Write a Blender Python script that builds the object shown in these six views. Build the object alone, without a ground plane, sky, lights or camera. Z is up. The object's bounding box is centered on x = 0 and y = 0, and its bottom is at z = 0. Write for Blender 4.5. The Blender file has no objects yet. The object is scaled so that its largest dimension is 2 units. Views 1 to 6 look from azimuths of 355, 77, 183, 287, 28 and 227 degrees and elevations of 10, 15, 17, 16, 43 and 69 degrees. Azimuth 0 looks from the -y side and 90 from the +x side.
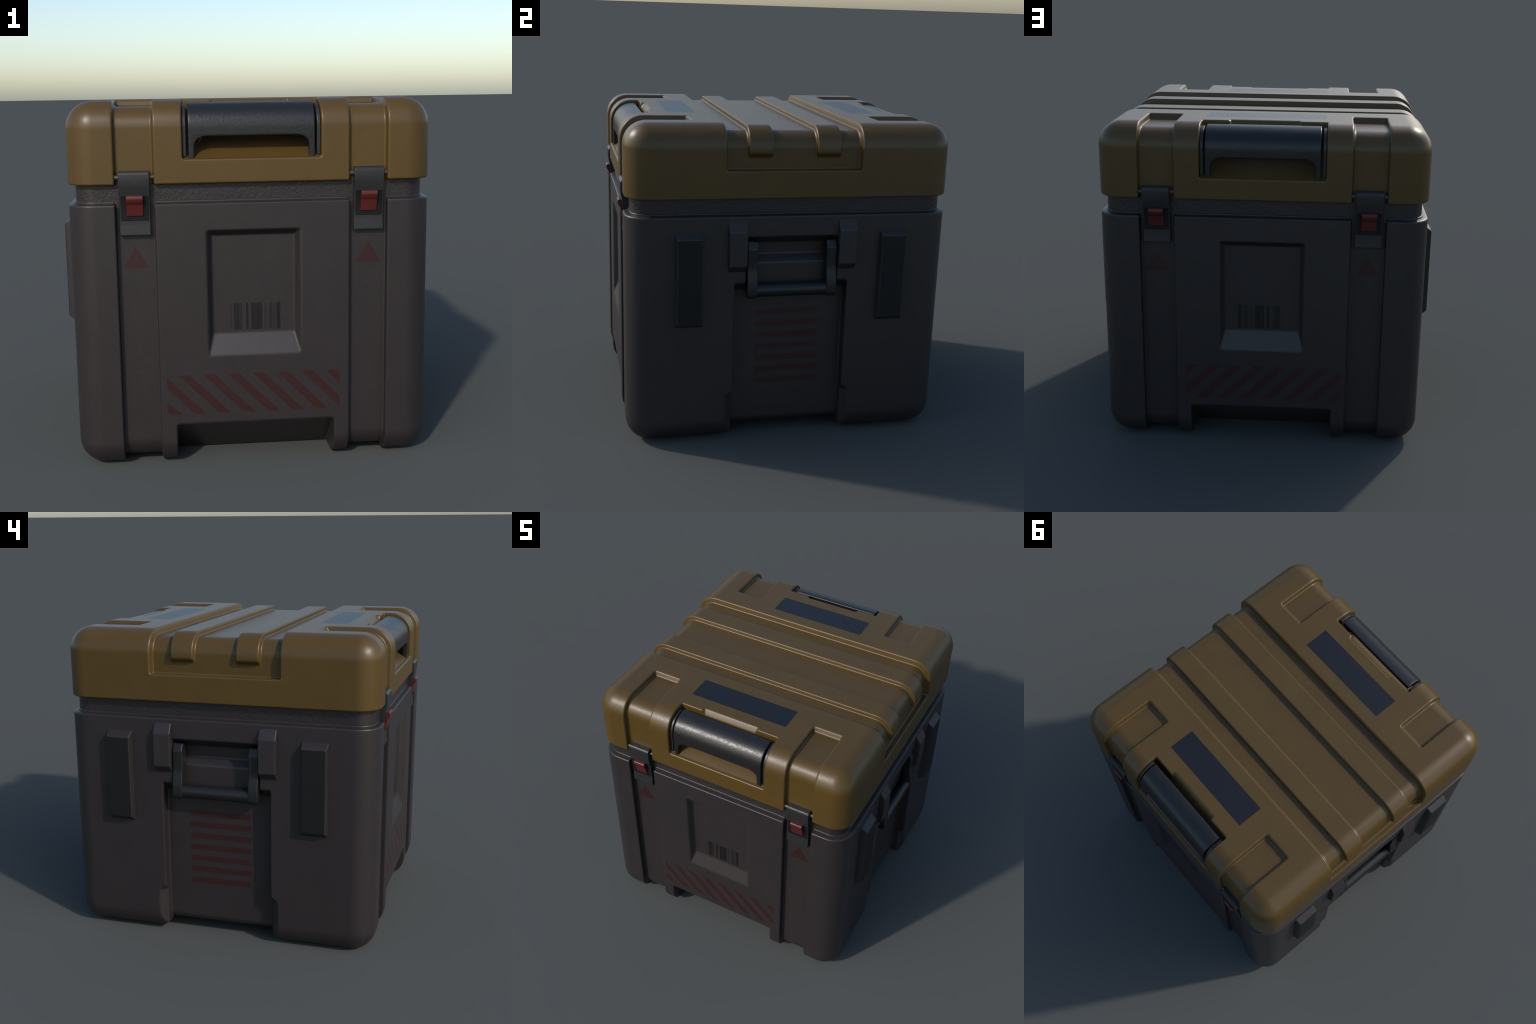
import bpy, bmesh, math
from mathutils import Vector

# ------------------------------------------------------------------ dimensions
LX, LY = 0.948, 0.976            # half width / half depth of the case shell
LID_Z0, LID_Z1 = 1.512, 1.936    # lid bottom and top
BODY_TOP = 1.423
R = 0.14                         # shell corner radius
FACE = LY                        # front and back face distance

scene = bpy.context.scene
coll = scene.collection


# ------------------------------------------------------------------ mesh helpers
def mesh_from(bm, name):
    bmesh.ops.recalc_face_normals(bm, faces=bm.faces[:])
    me = bpy.data.meshes.new(name)
    bm.to_mesh(me)
    bm.free()
    return me


def loft(rings, name="loft"):
    """Closed solid through rings that all have the same number of points."""
    bm = bmesh.new()
    vs = [[bm.verts.new(p) for p in r] for r in rings]
    n = len(rings[0])
    for a, b in zip(vs, vs[1:]):
        for i in range(n):
            bm.faces.new((a[i], a[(i + 1) % n], b[(i + 1) % n], b[i]))
    bm.faces.new(vs[0][::-1])
    bm.faces.new(vs[-1])
    return mesh_from(bm, name)


def rounded_rect(hx, hy, r, z, seg=12):
    r = max(r, 0.003)
    pts = []
    for cx, cy, a0 in ((hx - r, hy - r, 0), (-hx + r, hy - r, 90),
                       (-hx + r, -hy + r, 180), (hx - r, -hy + r, 270)):
        for i in range(seg + 1):
            a = math.radians(a0 + 90 * i / seg)
            pts.append((cx + r * math.cos(a), cy + r * math.sin(a), z))
    return pts


def rounded_box(hx, hy, z0, z1, r_plan, r_top=0.0, r_bot=0.0, seg=12, top=None):
    """Box with rounded upright corners, rounded top and bottom edges.
    top: optional list of (inset, z) that replaces the rounded top."""
    prof = []
    nb = seg if r_bot > 0.05 else 4
    if r_bot > 0:
        for i in range(nb + 1):
            a = math.radians(90 * i / nb)
            prof.append((r_bot * (1 - math.sin(a)), z0 + r_bot * (1 - math.cos(a))))
    else:
        prof.append((0, z0))
    if top:
        prof += top
    elif r_top > 0:
        nt = seg if r_top > 0.05 else 4
        for i in range(nt + 1):
            a = math.radians(90 * i / nt)
            prof.append((r_top * (1 - math.cos(a)), z1 - r_top * (1 - math.sin(a))))
    else:
        prof.append((0, z1))
    return loft([rounded_rect(hx - i, hy - i, r_plan - i, z, seg) for i, z in prof])


def prism(poly, axis, a, b):
    """Extrude a 2D polygon. axis 'x': poly is (y, z); 'y': (x, z); 'z': (x, y)."""
    def put(p, t):
        return {'x': (t, p[0], p[1]), 'y': (p[0], t, p[1]), 'z': (p[0], p[1], t)}[axis]
    return loft([[put(p, a) for p in poly], [put(p, b) for p in poly]])


def box(x0, x1, y0, y1, z0, z1):
    return prism([(x0, y0), (x1, y0), (x1, y1), (x0, y1)], 'z', z0, z1)


def hull(points):
    bm = bmesh.new()
    for p in points:
        bm.verts.new(p)
    out = bmesh.ops.convex_hull(bm, input=bm.verts[:])
    bmesh.ops.dissolve_limit(bm, angle_limit=0.01, verts=bm.verts[:], edges=bm.edges[:])
    return mesh_from(bm, "hull")


def mirrored(me, sx=1, sy=1):
    m = me.copy()
    for v in m.vertices:
        v.co.x *= sx
        v.co.y *= sy
    if sx * sy < 0:
        m.flip_normals()
    return m


def evaluated(me, setup):
    ob = bpy.data.objects.new("tmp", me)
    coll.objects.link(ob)
    helpers = setup(ob) or []
    dg = bpy.context.evaluated_depsgraph_get()
    dg.update()
    res = bpy.data.meshes.new_from_object(ob.evaluated_get(dg), depsgraph=dg)
    for h in helpers + [ob]:
        bpy.data.objects.remove(h, do_unlink=True)
    return res


def boolean(me, cutters, op='DIFFERENCE'):
    def setup(ob):
        hs = []
        for c in cutters:
            h = bpy.data.objects.new("cutter", c)
            coll.objects.link(h)
            m = ob.modifiers.new("b", 'BOOLEAN')
            m.operation = op
            m.solver = 'EXACT'
            m.object = h
            hs.append(h)
        return hs
    return evaluated(me, setup)


def tidy(me, dist=0.0004):
    bm = bmesh.new()
    bm.from_mesh(me)
    bmesh.ops.remove_doubles(bm, verts=bm.verts[:], dist=dist)
    bmesh.ops.dissolve_degenerate(bm, dist=dist, edges=bm.edges[:])
    # coplanar slivers that the booleans leave are merged into one face
    bmesh.ops.dissolve_limit(bm, angle_limit=math.radians(0.5), verts=bm.verts[:], edges=bm.edges[:])
    bm.to_mesh(me)
    bm.free()
    return me


def chamfer(me, width, angle=18, segments=3, clamp=True):
    def setup(ob):
        m = ob.modifiers.new("v", 'BEVEL')
        m.width = width
        m.segments = segments
        m.limit_method = 'ANGLE'
        m.angle_limit = math.radians(angle)
        m.use_clamp_overlap = clamp
        m.miter_outer = 'MITER_ARC'
        m.harden_normals = False
    return evaluated(me, setup)


def finish(me, angle=32):
    for p in me.polygons:
        p.use_smooth = True
    me.set_sharp_from_angle(angle=math.radians(angle))

    def setup(ob):
        m = ob.modifiers.new("n", 'WEIGHTED_NORMAL')
        m.mode = 'FACE_AREA'
        m.weight = 80
        m.keep_sharp = True
    return evaluated(me, setup)


root = None


def part(name, me, mat, parent=None, smooth=45):
    me = finish(me, smooth)
    me.name = name
    me.materials.clear()
    me.materials.append(mat)
    ob = bpy.data.objects.new(name, me)
    coll.objects.link(ob)
    ob.parent = parent or root
    return ob


def repeat(src, sx=1, sy=1, parent=None):
    """Mirror copy that shares the mesh data."""
    ob = src.copy()
    ob.scale = (sx, sy, 1)
    ob.parent = parent or src.parent
    coll.objects.link(ob)
    return ob


# ------------------------------------------------------------------ materials
class Nodes:
    def __init__(self, name):
        self.mat = bpy.data.materials.new(name)
        self.mat.use_nodes = True
        self.t = self.mat.node_tree
        self.bsdf = self.t.nodes["Principled BSDF"]
        self.coord = self.t.nodes.new("ShaderNodeTexCoord")
        sep = self.t.nodes.new("ShaderNodeSeparateXYZ")
        self.link(self.coord.outputs["Object"], sep.inputs[0])
        self.x, self.y, self.z = sep.outputs

    def link(self, a, b):
        self.t.links.new(a, b)

    def put(self, sock, v):
        if isinstance(v, bpy.types.NodeSocket):
            self.link(v, sock)
        else:
            sock.default_value = v

    def math(self, op, a, b=0.0, c=None):
        n = self.t.nodes.new("ShaderNodeMath")
        n.operation = op
        self.put(n.inputs[0], a)
        self.put(n.inputs[1], b)
        if c is not None:
            self.put(n.inputs[2], c)
        return n.outputs[0]

    def abs(self, a):
        return self.math('ABSOLUTE', a)

    def between(self, v, lo, hi):
        return self.math('MULTIPLY', self.math('GREATER_THAN', v, lo), self.math('LESS_THAN', v, hi))

    def all(self, *ms):
        r = ms[0]
        for m in ms[1:]:
            r = self.math('MULTIPLY', r, m)
        return r

    def noise(self, scale, detail=3.0, rough=0.55):
        n = self.t.nodes.new("ShaderNodeTexNoise")
        n.inputs["Scale"].default_value = scale
        n.inputs["Detail"].default_value = detail
        n.inputs["Roughness"].default_value = rough
        self.link(self.coord.outputs["Object"], n.inputs["Vector"])
        return n.outputs["Fac"]

    def remap(self, v, a, b, lo=0.3, hi=0.7):
        n = self.t.nodes.new("ShaderNodeMapRange")
        n.inputs[1].default_value = lo
        n.inputs[2].default_value = hi
        n.inputs[3].default_value = a
        n.inputs[4].default_value = b
        self.link(v, n.inputs[0])
        return n.outputs[0]

    def mix(self, fac, a, b):
        n = self.t.nodes.new("ShaderNodeMix")
        n.data_type = 'RGBA'
        self.put(n.inputs["Factor"], fac)
        self.put(n.inputs["A"], a)
        self.put(n.inputs["B"], b)
        return n.outputs["Result"]

    def ramp(self, v, stops):
        n = self.t.nodes.new("ShaderNodeValToRGB")
        n.color_ramp.interpolation = 'CONSTANT'
        e = n.color_ramp.elements
        while len(e) < len(stops):
            e.new(0.5)
        for el, (p, s) in zip(e, stops):
            el.position = p
            el.color = (s, s, s, 1)
        self.link(v, n.inputs[0])
        return n.outputs[0]

    def bump(self, height, strength, distance=0.01, bevel=0.0):
        n = self.t.nodes.new("ShaderNodeBump")
        n.inputs["Strength"].default_value = strength
        n.inputs["Distance"].default_value = distance
        self.link(height, n.inputs["Height"])
        if bevel:
            b = self.t.nodes.new("ShaderNodeBevel")
            b.samples = 6
            b.inputs["Radius"].default_value = bevel
            self.link(b.outputs[0], n.inputs["Normal"])
        self.link(n.outputs[0], self.bsdf.inputs["Normal"])

    def mottled(self, col, amount, scale):
        f = self.noise(scale, 5.0, 0.6)
        lo = tuple(c * (1 - amount) for c in col) + (1,)
        hi = tuple(c * (1 + amount) for c in col) + (1,)
        return self.mix(self.remap(f, 0.0, 1.0), lo, hi)

    def done(self, color, rough, metallic=0.0, specular=0.5):
        self.put(self.bsdf.inputs["Base Color"], color)
        self.put(self.bsdf.inputs["Roughness"], rough)
        self.bsdf.inputs["Metallic"].default_value = metallic
        self.bsdf.inputs["Specular IOR Level"].default_value = specular
        return self.mat


AMBER = (0.084, 0.0478, 0.0090)
GREY = (0.0243, 0.0193, 0.0195)
NAVY = (0.0060, 0.0070, 0.0105)
RED_PAINT = (0.0295, 0.0075, 0.0075)
BLACK_METAL = (0.021, 0.021, 0.0215)
RED = (0.085, 0.011, 0.011)


def make_lid_paint():
    n = Nodes("amber_paint")
    base = n.mottled(AMBER, 0.05, 6.0)
    ax, ay = n.abs(n.x), n.abs(n.y)
    label = n.all(n.math('LESS_THAN', ax, 0.350), n.between(ay, 0.497, 0.672),
                  n.math('GREATER_THAN', n.z, 1.92))
    col = n.mix(label, base, NAVY + (1,))
    n.bump(n.noise(260.0, 2.0), 0.10, 0.004, bevel=0.006)
    return n.done(col, n.remap(n.noise(90.0, 3.0), 0.34, 0.43), 0.0, 0.5)


def make_body_paint():
    n = Nodes("warm_grey_paint")
    base = n.mottled(GREY, 0.06, 5.0)
    ax, ay = n.abs(n.x), n.abs(n.y)
    on_face = n.math('GREATER_THAN', ay, FACE - 0.012)
    # hazard stripes across the foot of the front and back panels
    u = n.math('MODULO', n.math('ADD', n.math('ADD', n.x, n.z), 0.131 * 6 - 0.090), 0.131)
    stripes = n.all(on_face, n.between(n.x, -0.472, 0.452), n.between(n.z, 0.284, 0.500),
                    n.math('LESS_THAN', u, 0.060))
    # bars on the sunken side panels
    v = n.math('MODULO', n.math('ADD', n.z, -0.338 + 0.74), 0.0740)
    bars = n.all(n.between(ax, 0.83, 0.90), n.math('LESS_THAN', ay, 0.198), n.between(n.z, 0.338, 0.820),
                 n.math('LESS_THAN', v, 0.0365))
    # triangles below the latches
    w = n.math('MULTIPLY', n.math('SUBTRACT', 1.189, n.z), 0.0685 / 0.115)
    tri = n.all(n.between(ay, FACE - 0.055, FACE - 0.02), n.math('GREATER_THAN', n.z, 1.074),
                n.math('LESS_THAN', n.abs(n.math('SUBTRACT', ax, 0.611)), w))
    red = n.math('MAXIMUM', n.math('MAXIMUM', stripes, bars), tri)
    col = n.mix(red, base, RED_PAINT + (1,))
    # bar code in the sunken label window
    p = n.remap(n.x, 0.0, 1.0, -0.127, 0.140)
    code = n.ramp(p, BARCODE)
    code = n.all(code, n.between(n.z, 0.727, 0.872), n.between(n.x, -0.127, 0.140),
                 n.between(ay, FACE - 0.06, FACE - 0.025))
    col = n.mix(code, col, (0.004, 0.004, 0.004, 1))
    n.bump(n.noise(240.0, 2.0), 0.10, 0.004, bevel=0.006)
    return n.done(col, n.remap(n.noise(80.0, 3.0), 0.36, 0.47), 0.0, 0.5)


# (position across the code, darkness) : constant steps
BARCODE = [(0.0, 0.4), (0.035, 0.0), (0.075, 1.0), (0.113, 0.55), (0.132, 1.0), (0.166, 0.6),
           (0.242, 0.0), (0.313, 1.0), (0.362, 0.0), (0.420, 1.0), (0.465, 0.8), (0.532, 1.0),
           (0.586, 0.75), (0.608, 1.0), (0.634, 0.0), (0.682, 0.5), (0.718, 0.0), (0.775, 0.65),
           (0.842, 0.2), (0.864, 0.5), (0.900, 0.15), (0.927, 1.0)]


def make_simple(name, col, rough, metallic=0.0, grain=0.1, scale=200.0, bevel=0.004, specular=0.5, mott=0.06):
    n = Nodes(name)
    base = n.mottled(col, mott, 12.0)
    n.bump(n.noise(scale, 3.0), grain, 0.004, bevel=bevel)
    return n.done(base, n.remap(n.noise(60.0, 4.0), rough - 0.06, rough + 0.06), metallic, specular)


def make_gasket():
    n = Nodes("pebbled_rubber")
    base = n.mottled((0.0215, 0.0162, 0.0160), 0.2, 60.0)
    n.bump(n.noise(75.0, 4.0, 0.6), 0.30, 0.010)
    return n.done(base, 0.42, 0.0, 0.5)


M_LID = make_lid_paint()
M_BODY = make_body_paint()
M_GASKET = make_gasket()
M_METAL = make_simple("dark_metal", BLACK_METAL, 0.36, 0.0, 0.15, 150.0)
M_BAIL = make_simple("black_steel", (0.0095, 0.0098, 0.0102), 0.42, 0.0, 0.12, 120.0)
M_HANDLE = make_simple("dark_grip", (0.0125, 0.0125, 0.0130), 0.36, 0.0, 0.25, 85.0)
M_DARK_PATCH = make_simple("dark_patch_black", (0.0065, 0.0065, 0.0067), 0.45, specular=0.33)
M_PIN = make_simple("worn_steel", (0.075, 0.066, 0.066), 0.38, 0.5)
M_RED = make_simple("red_plastic", RED, 0.38)
M_RUBBER = make_simple("black_rubber", (0.0078, 0.0080, 0.0082), 0.55, specular=0.30)
M_PLAIN = make_simple("warm_grey_fitting", GREY, 0.45)

# ------------------------------------------------------------------ the case
root = bpy.data.objects.new("equipment_case", None)
coll.objects.link(root)
root["label"] = "rugged grey storage case with amber ribbed lid and latches"
root["category"] = "storage case"


def inset_box(d, z0, z1, r_top=0.0, r_bot=0.0, hy=None, hx=None):
    return rounded_box(hx or LX - d, hy or LY - d, z0, z1, R - d, r_top, r_bot)


def edge_sweep(section, sy, y_end, z_stop):
    """Sweep an (x, offset from the shell) section from the lid top over the
    front (sy -1) or back (sy 1) edge and down; y_end(offset) is where it starts."""
    cy, cz, n = LY - R, LID_Z1 - R, 12
    rings = [[(x, sy * y_end(o), LID_Z1 + o) for x, o in section]]
    for i in range(n + 1):
        a = math.radians(90 - 90 * i / n)
        rings.append([(x, sy * (cy + (R + o) * math.cos(a)), cz + (R + o) * math.sin(a)) for x, o in section])
    rings.append([(x, sy * (LY + o), z_stop) for x, o in section])
    return loft(rings)


def lid_sweep(section, z_end):
    """Sweep a (y, offset from the shell) section over the lid, up one side and
    down the other; z_end(offset) gives the height at which it stops."""
    cx, cz = LX - R, LID_Z1 - R
    n = 12
    stations = [(1, 0.0, 'end'), (1, 0.0, 'arc')] + [(1, i / n, 'arc') for i in range(1, n + 1)]
    stations += [(-1, 1 - i / n, 'arc') for i in range(n + 1)] + [(-1, 0.0, 'end')]
    rings = []
    for side, t, kind in stations:
        a = math.radians(90 * t)
        ring = []
        for y, off in section:
            r = R + off
            if kind == 'end':
                ring.append((side * (cx + r), y, z_end(off)))
            else:
                ring.append((side * (cx + r * math.cos(a)), y, cz + r * math.sin(a)))
        rings.append(ring)
    return loft(rings)


# ---- lid
def build_lid():
    shell = rounded_box(LX, LY, LID_Z0, LID_Z1, R, R)
    # broad sunken band across the lid, with two raised ribs left standing in it
    band = lid_sweep([(0.408, 0.060), (0.4045, 0.0), (0.397, -0.043), (-0.397, -0.043), (-0.4045, 0.0), (-0.408, 0.060)],
                     lambda off: 1.676)
    ribs = [lid_sweep([(s * 0.1295, -0.060), (s * 0.133, -0.0115), (s * 0.273, -0.0115), (s * 0.2765, -0.060)],
                      lambda off: 1.749 + (off + 0.043) * 0.75) for s in (-1, 1)]
    band = boolean(band, ribs)
    cut = [band]
    # four strap channels that run over the rounded edge down to the latches
    for sy in (-1, 1):
        for sx in (-1, 1):
            sec = [(sx * x, o) for x, o in ((0.501, 0.050), (0.504, 0.0), (0.509, -0.034), (0.700, -0.034), (0.706, 0.0), (0.709, 0.050))]
            cut.append(edge_sweep(sec, sy, lambda o: 0.572 - 0.45 * o, 1.4))
        # handle bay
        cut.append(prism([(sy * 0.785, 2.1), (sy * 0.785, 1.738), (sy * 0.960, 1.638), (sy * 1.2, 1.628), (sy * 1.2, 2.1)], 'x', -0.357, 0.357))
        # thumb relief behind the grip
        cut.append(hull([(sx * x, sy * y, z) for sx in (-1, 1) for x, y, z in
                         ((0.214, 0.734, 1.97), (0.184, 0.795, 1.880), (0.216, 0.795, 1.97))]))
    lid = tidy(boolean(shell, cut))
    return chamfer(lid, 0.009, clamp=False)


lid = part("lid", build_lid(), M_LID)


# ---- body
def build_body():
    lip = [(0.0, BODY_TOP - 0.013), (0.045, BODY_TOP - 0.003)]
    shell = rounded_box(LX, LY, 0.0, BODY_TOP, R, 0, 0.142, top=lip)
    cut = []
    # hoops: two channels down the front, under the floor and up the back
    core = rounded_box(LX - 0.030, LY - 0.041, 0.030, 1.7, R - 0.03, 0, 0.115)
    for sx in (-1, 1):
        hoop = box(min(sx * 0.505, sx * 0.705), max(sx * 0.505, sx * 0.705), -1.2, 1.2, -0.2, 1.6)
        cut.append(boolean(hoop, [core]))
    # lifting notch: a ramp cut under the front and back panels, between the feet
    for s in (-1, 1):
        cut.append(prism([(s * 1.10, 0.336), (s * 0.464, -0.20), (s * 1.10, -0.20)], 'x', -0.422, 0.422))
    # sunken side panels
    deep = rounded_box(0.870, 1.3, 0.072, 1.7, 0.03, 0, 0.05)
    side = prism([(1.2, -0.2), (1.2, 1.204), (0.84, 0.927), (-0.84, 0.927), (-1.2, 1.204), (-1.2, -0.2)], 'y', -0.344, 0.344)
    cut.append(boolean(side, [deep]))
    for s in (-1, 1):
        # chamfered toes beside the side panels
        for t in (-1, 1):
            cut.append(hull([(s * x, t * y, z) for x, y, z in
                             ((0.884, 0.319, -0.2), (0.984, 0.431, -0.2), (0.984, 0.319, -0.2),
                              (0.884, 0.319, 0.292), (0.984, 0.431, 0.292), (0.984, 0.319, 0.376))]))
            # and the lower inside corner of each toe cut back
            cut.append(prism([(t * 0.325, 0.080), (t * 0.415, -0.010), (t * 0.325, -0.010)], 'x', min(s * 0.70, s * 1.1), max(s * 0.70, s * 1.1)))
        # bail handle bay
        cut.append(prism([(s * x, z) for x, z in ((1.2, 1.294), (LX + 0.01, 1.293), (0.853, 1.233), (0.849, 1.160),
                                                 (0.889, 1.116), (0.889, 0.950), (1.2, 0.955))], 'y', -0.276, 0.276))
        # sunken label window
        k = 1.9
        c = (0.0, 0.955)
        out, inn = (0.247, 0.595, 1.271), (0.217, 0.710, 1.240)
        ext = [o + (o - i) * 0.4 for o, i in zip(out, inn)]
        pts = []
        for (hx, z0, z1), y in ((inn, LY - 0.042), (ext, LY + 0.020)):
            pts += [(sx * hx, s * y, z) for sx in (-1, 1) for z in (z0, z1)]
        cut.append(hull(pts))
    body = tidy(boolean(shell, cut))
    return chamfer(body, 0.008, clamp=False)


body = part("body", build_body(), M_BODY)

# ---- bead modelled to draw the fillet's bright highlight line, broken at the channels
bead = rounded_box(LX - 0.0310, LY - 0.0310, BODY_TOP - 0.03, BODY_TOP + 0.003, R - 0.0325, 0.006)
bead = boolean(bead, [box(min(s * 0.499, s * 0.711), max(s * 0.499, s * 0.711), -1.2, 1.2, 1.3, 1.5) for s in (-1, 1)])
part("rim_highlight_bead", bead, M_BODY)

# ---- rubber seal between lid and body
part("gasket", rounded_box(LX - 0.037, LY - 0.037, BODY_TOP - 0.03, LID_Z0 + 0.02, R - 0.037), M_GASKET)


# ---- latches
def latch_profile():
    return [(0.934, 1.582), (0.966, 1.583), (0.978, 1.579), (0.985, 1.568), (0.986, 1.545), (0.9855, 1.520),
            (0.983, 1.495), (0.978, 1.470), (0.972, 1.440), (0.968, 1.405), (0.965, 1.365), (0.963, 1.328),
            (0.964, 1.300), (0.967, 1.254), (0.963, 1.249), (0.934, 1.249)]


def build_latch(s):
    return chamfer(prism([(-y, z) for y, z in latch_profile()], 'x', 0.528, 0.684), 0.005)


def build_button():
    prof = [(0.955, 1.458), (0.992, 1.460), (0.999, 1.454), (1.000, 1.440), (0.995, 1.425), (0.985, 1.412),
            (0.982, 1.400), (0.972, 1.352), (0.950, 1.351)]
    return chamfer(prism([(-y, z) for y, z in prof], 'x', 0.562, 0.648), 0.004)


def cylinder(axis, c, r, a, b, seg=24):
    pts = [(c[0] + r * math.cos(2 * math.pi * i / seg), c[1] + r * math.sin(2 * math.pi * i / seg)) for i in range(seg)]
    return chamfer(prism(pts, axis, a, b), 0.003)


def build_dark_patch():
    """Dark plate on the lever around the button."""
    prof = [(0.950, 1.462), (0.9770, 1.460), (0.9732, 1.440), (0.9692, 1.405), (0.9662, 1.365), (0.9642, 1.329), (0.950, 1.329)]
    return prism([(-y, z) for y, z in prof], 'x', 0.536, 0.676)


latch = part("latch", build_latch(1), M_METAL)
button = part("release_button", build_button(), M_RED, parent=latch)
patch = part("latch_dark_patch", build_dark_patch(), M_DARK_PATCH, parent=latch)
pin = part("hinge_pin", cylinder('x', (-0.952, 1.549), 0.014, 0.500, 0.712), M_PIN, parent=latch)
for sx, sy in ((-1, 1), (1, -1), (-1, -1)):
    l2 = repeat(latch, sx, sy)
    for child in (button, patch, pin):
        c = child.copy()
        c.parent = l2
        coll.objects.link(c)


# ---- lid grips
def grip_path(off):
    """Lid edge profile, offset inwards: arc length table of (y, z)."""
    cy, cz, r = -(LY - R), LID_Z1 - R, R - off
    rt = r - 0.001
    pts = [(-0.814, cz + rt)]
    n = 14
    for i in range(n + 1):
        a = math.radians(90 * i / n)
        pts.append((cy - r * math.sin(a), cz + rt * math.cos(a)))
    return pts


def build_grip():
    off, w, win, fil = 0.015, 0.326, 0.295, 0.055
    z_low, z_open = 1.634, 1.750
    arc = grip_path(off)
    rows = [(y, z, win - fil, True) for y, z in arc]
    yf = arc[-1][0]
    for z in (1.78, 1.762, z_open):
        rows.append((yf, z, win - fil, z > z_open + 1e-6))
    rows[-1] = (yf, z_open, win - fil, False)
    for i in range(1, 9):
        a = math.radians(90 * i / 8)
        rows.append((yf, z_open - fil * (1 - math.cos(a)), win - fil + fil * math.sin(a), False))
    rows.append((yf, z_low, win, False))
    bm = bmesh.new()
    grid = []
    for y, z, xi, solid in rows:
        grid.append([bm.verts.new((x, y, z)) for x in (-w, -xi, xi, w)])
    for a, b, ra in zip(grid, grid[1:], rows):
        for c in (0, 1, 2):
            if c == 1 and not ra[3]:
                continue
            bm.faces.new((a[c], a[c + 1], b[c + 1], b[c]))
    me = mesh_from(bm, "grip")
    # face outwards
    if sum(p.normal.y for p in me.polygons) > 0:
        me.flip_normals()

    def setup(ob):
        m = ob.modifiers.new("s", 'SOLIDIFY')
        m.thickness = 0.034
        m.offset = -1
        m.use_even_offset = True
    me = evaluated(me, setup)
    return chamfer(me, 0.007, 30, 3)


def build_bracket():
    out = grip_path(0.024)
    inn = grip_path(0.064)
    poly = out + [(out[-1][0], 1.648), (inn[-1][0], 1.648)] + inn[::-1]
    return chamfer(prism(poly, 'x', 0.3365, 0.3558), 0.003)


grip = part("carry_handle", build_grip(), M_HANDLE)
bracket = part("handle_bracket", build_bracket(), M_METAL, parent=grip)
repeat(bracket, -1, 1)
grip2 = repeat(grip, 1, -1)
for sx in (1, -1):
    repeat(bracket, sx, 1, parent=grip2)


# ---- side fittings
def build_lug():
    prof = [(0.945, 1.388), (0.984, 1.324), (0.984, 1.118), (0.945, 1.074)]
    return chamfer(prism(prof, 'y', 0.277, 0.385), 0.006)


def build_pad():
    pts = []
    for x, y0, y1, z0, z1 in ((0.940, 0.533, 0.696, 0.742, 1.326), (0.990, 0.541, 0.689, 0.776, 1.288)):
        pts += [(x, y, z) for y in (y0, y1) for z in (z0, z1)]
    return chamfer(hull(pts), 0.004)


def build_arm():
    prof = [(0.870, 1.258), (0.934, 1.258), (0.955, 1.212), (0.952, 1.105), (0.959, 1.065), (0.969, 1.015),
            (0.972, 0.975), (0.971, 0.935), (0.960, 0.915), (0.920, 0.911), (0.896, 0.926), (0.892, 0.980),
            (0.9015, 0.998), (0.9015, 1.120), (0.868, 1.165)]
    return chamfer(prism(prof, 'y', 0.210, 0.271), 0.006)


lug = part("handle_lug", build_lug(), M_PLAIN)
for sx, sy in ((1, -1), (-1, 1), (-1, -1)):
    repeat(lug, sx, sy)
pad = part("bumper", build_pad(), M_PLAIN)
face = part("bumper_pad", chamfer(box(0.985, 0.9925, 0.545, 0.685, 0.780, 1.284), 0.001), M_RUBBER, parent=pad)
for sx, sy in ((1, -1), (-1, 1), (-1, -1)):
    p2 = repeat(pad, sx, sy)
    repeat(face, 1, 1, parent=p2)

for s in (1, -1):
    bail = part("bail_handle", cylinder('y', (0.928, 0.958), 0.042, -0.212, 0.212, 32), M_BAIL) if s == 1 else repeat(bail, -1, 1)
    if s == 1:
        arm = part("bail_arm", build_arm(), M_BAIL, parent=bail)
        repeat(arm, 1, -1)
    else:
        for t in (1, -1):
            repeat(arm, 1, t, parent=bail)
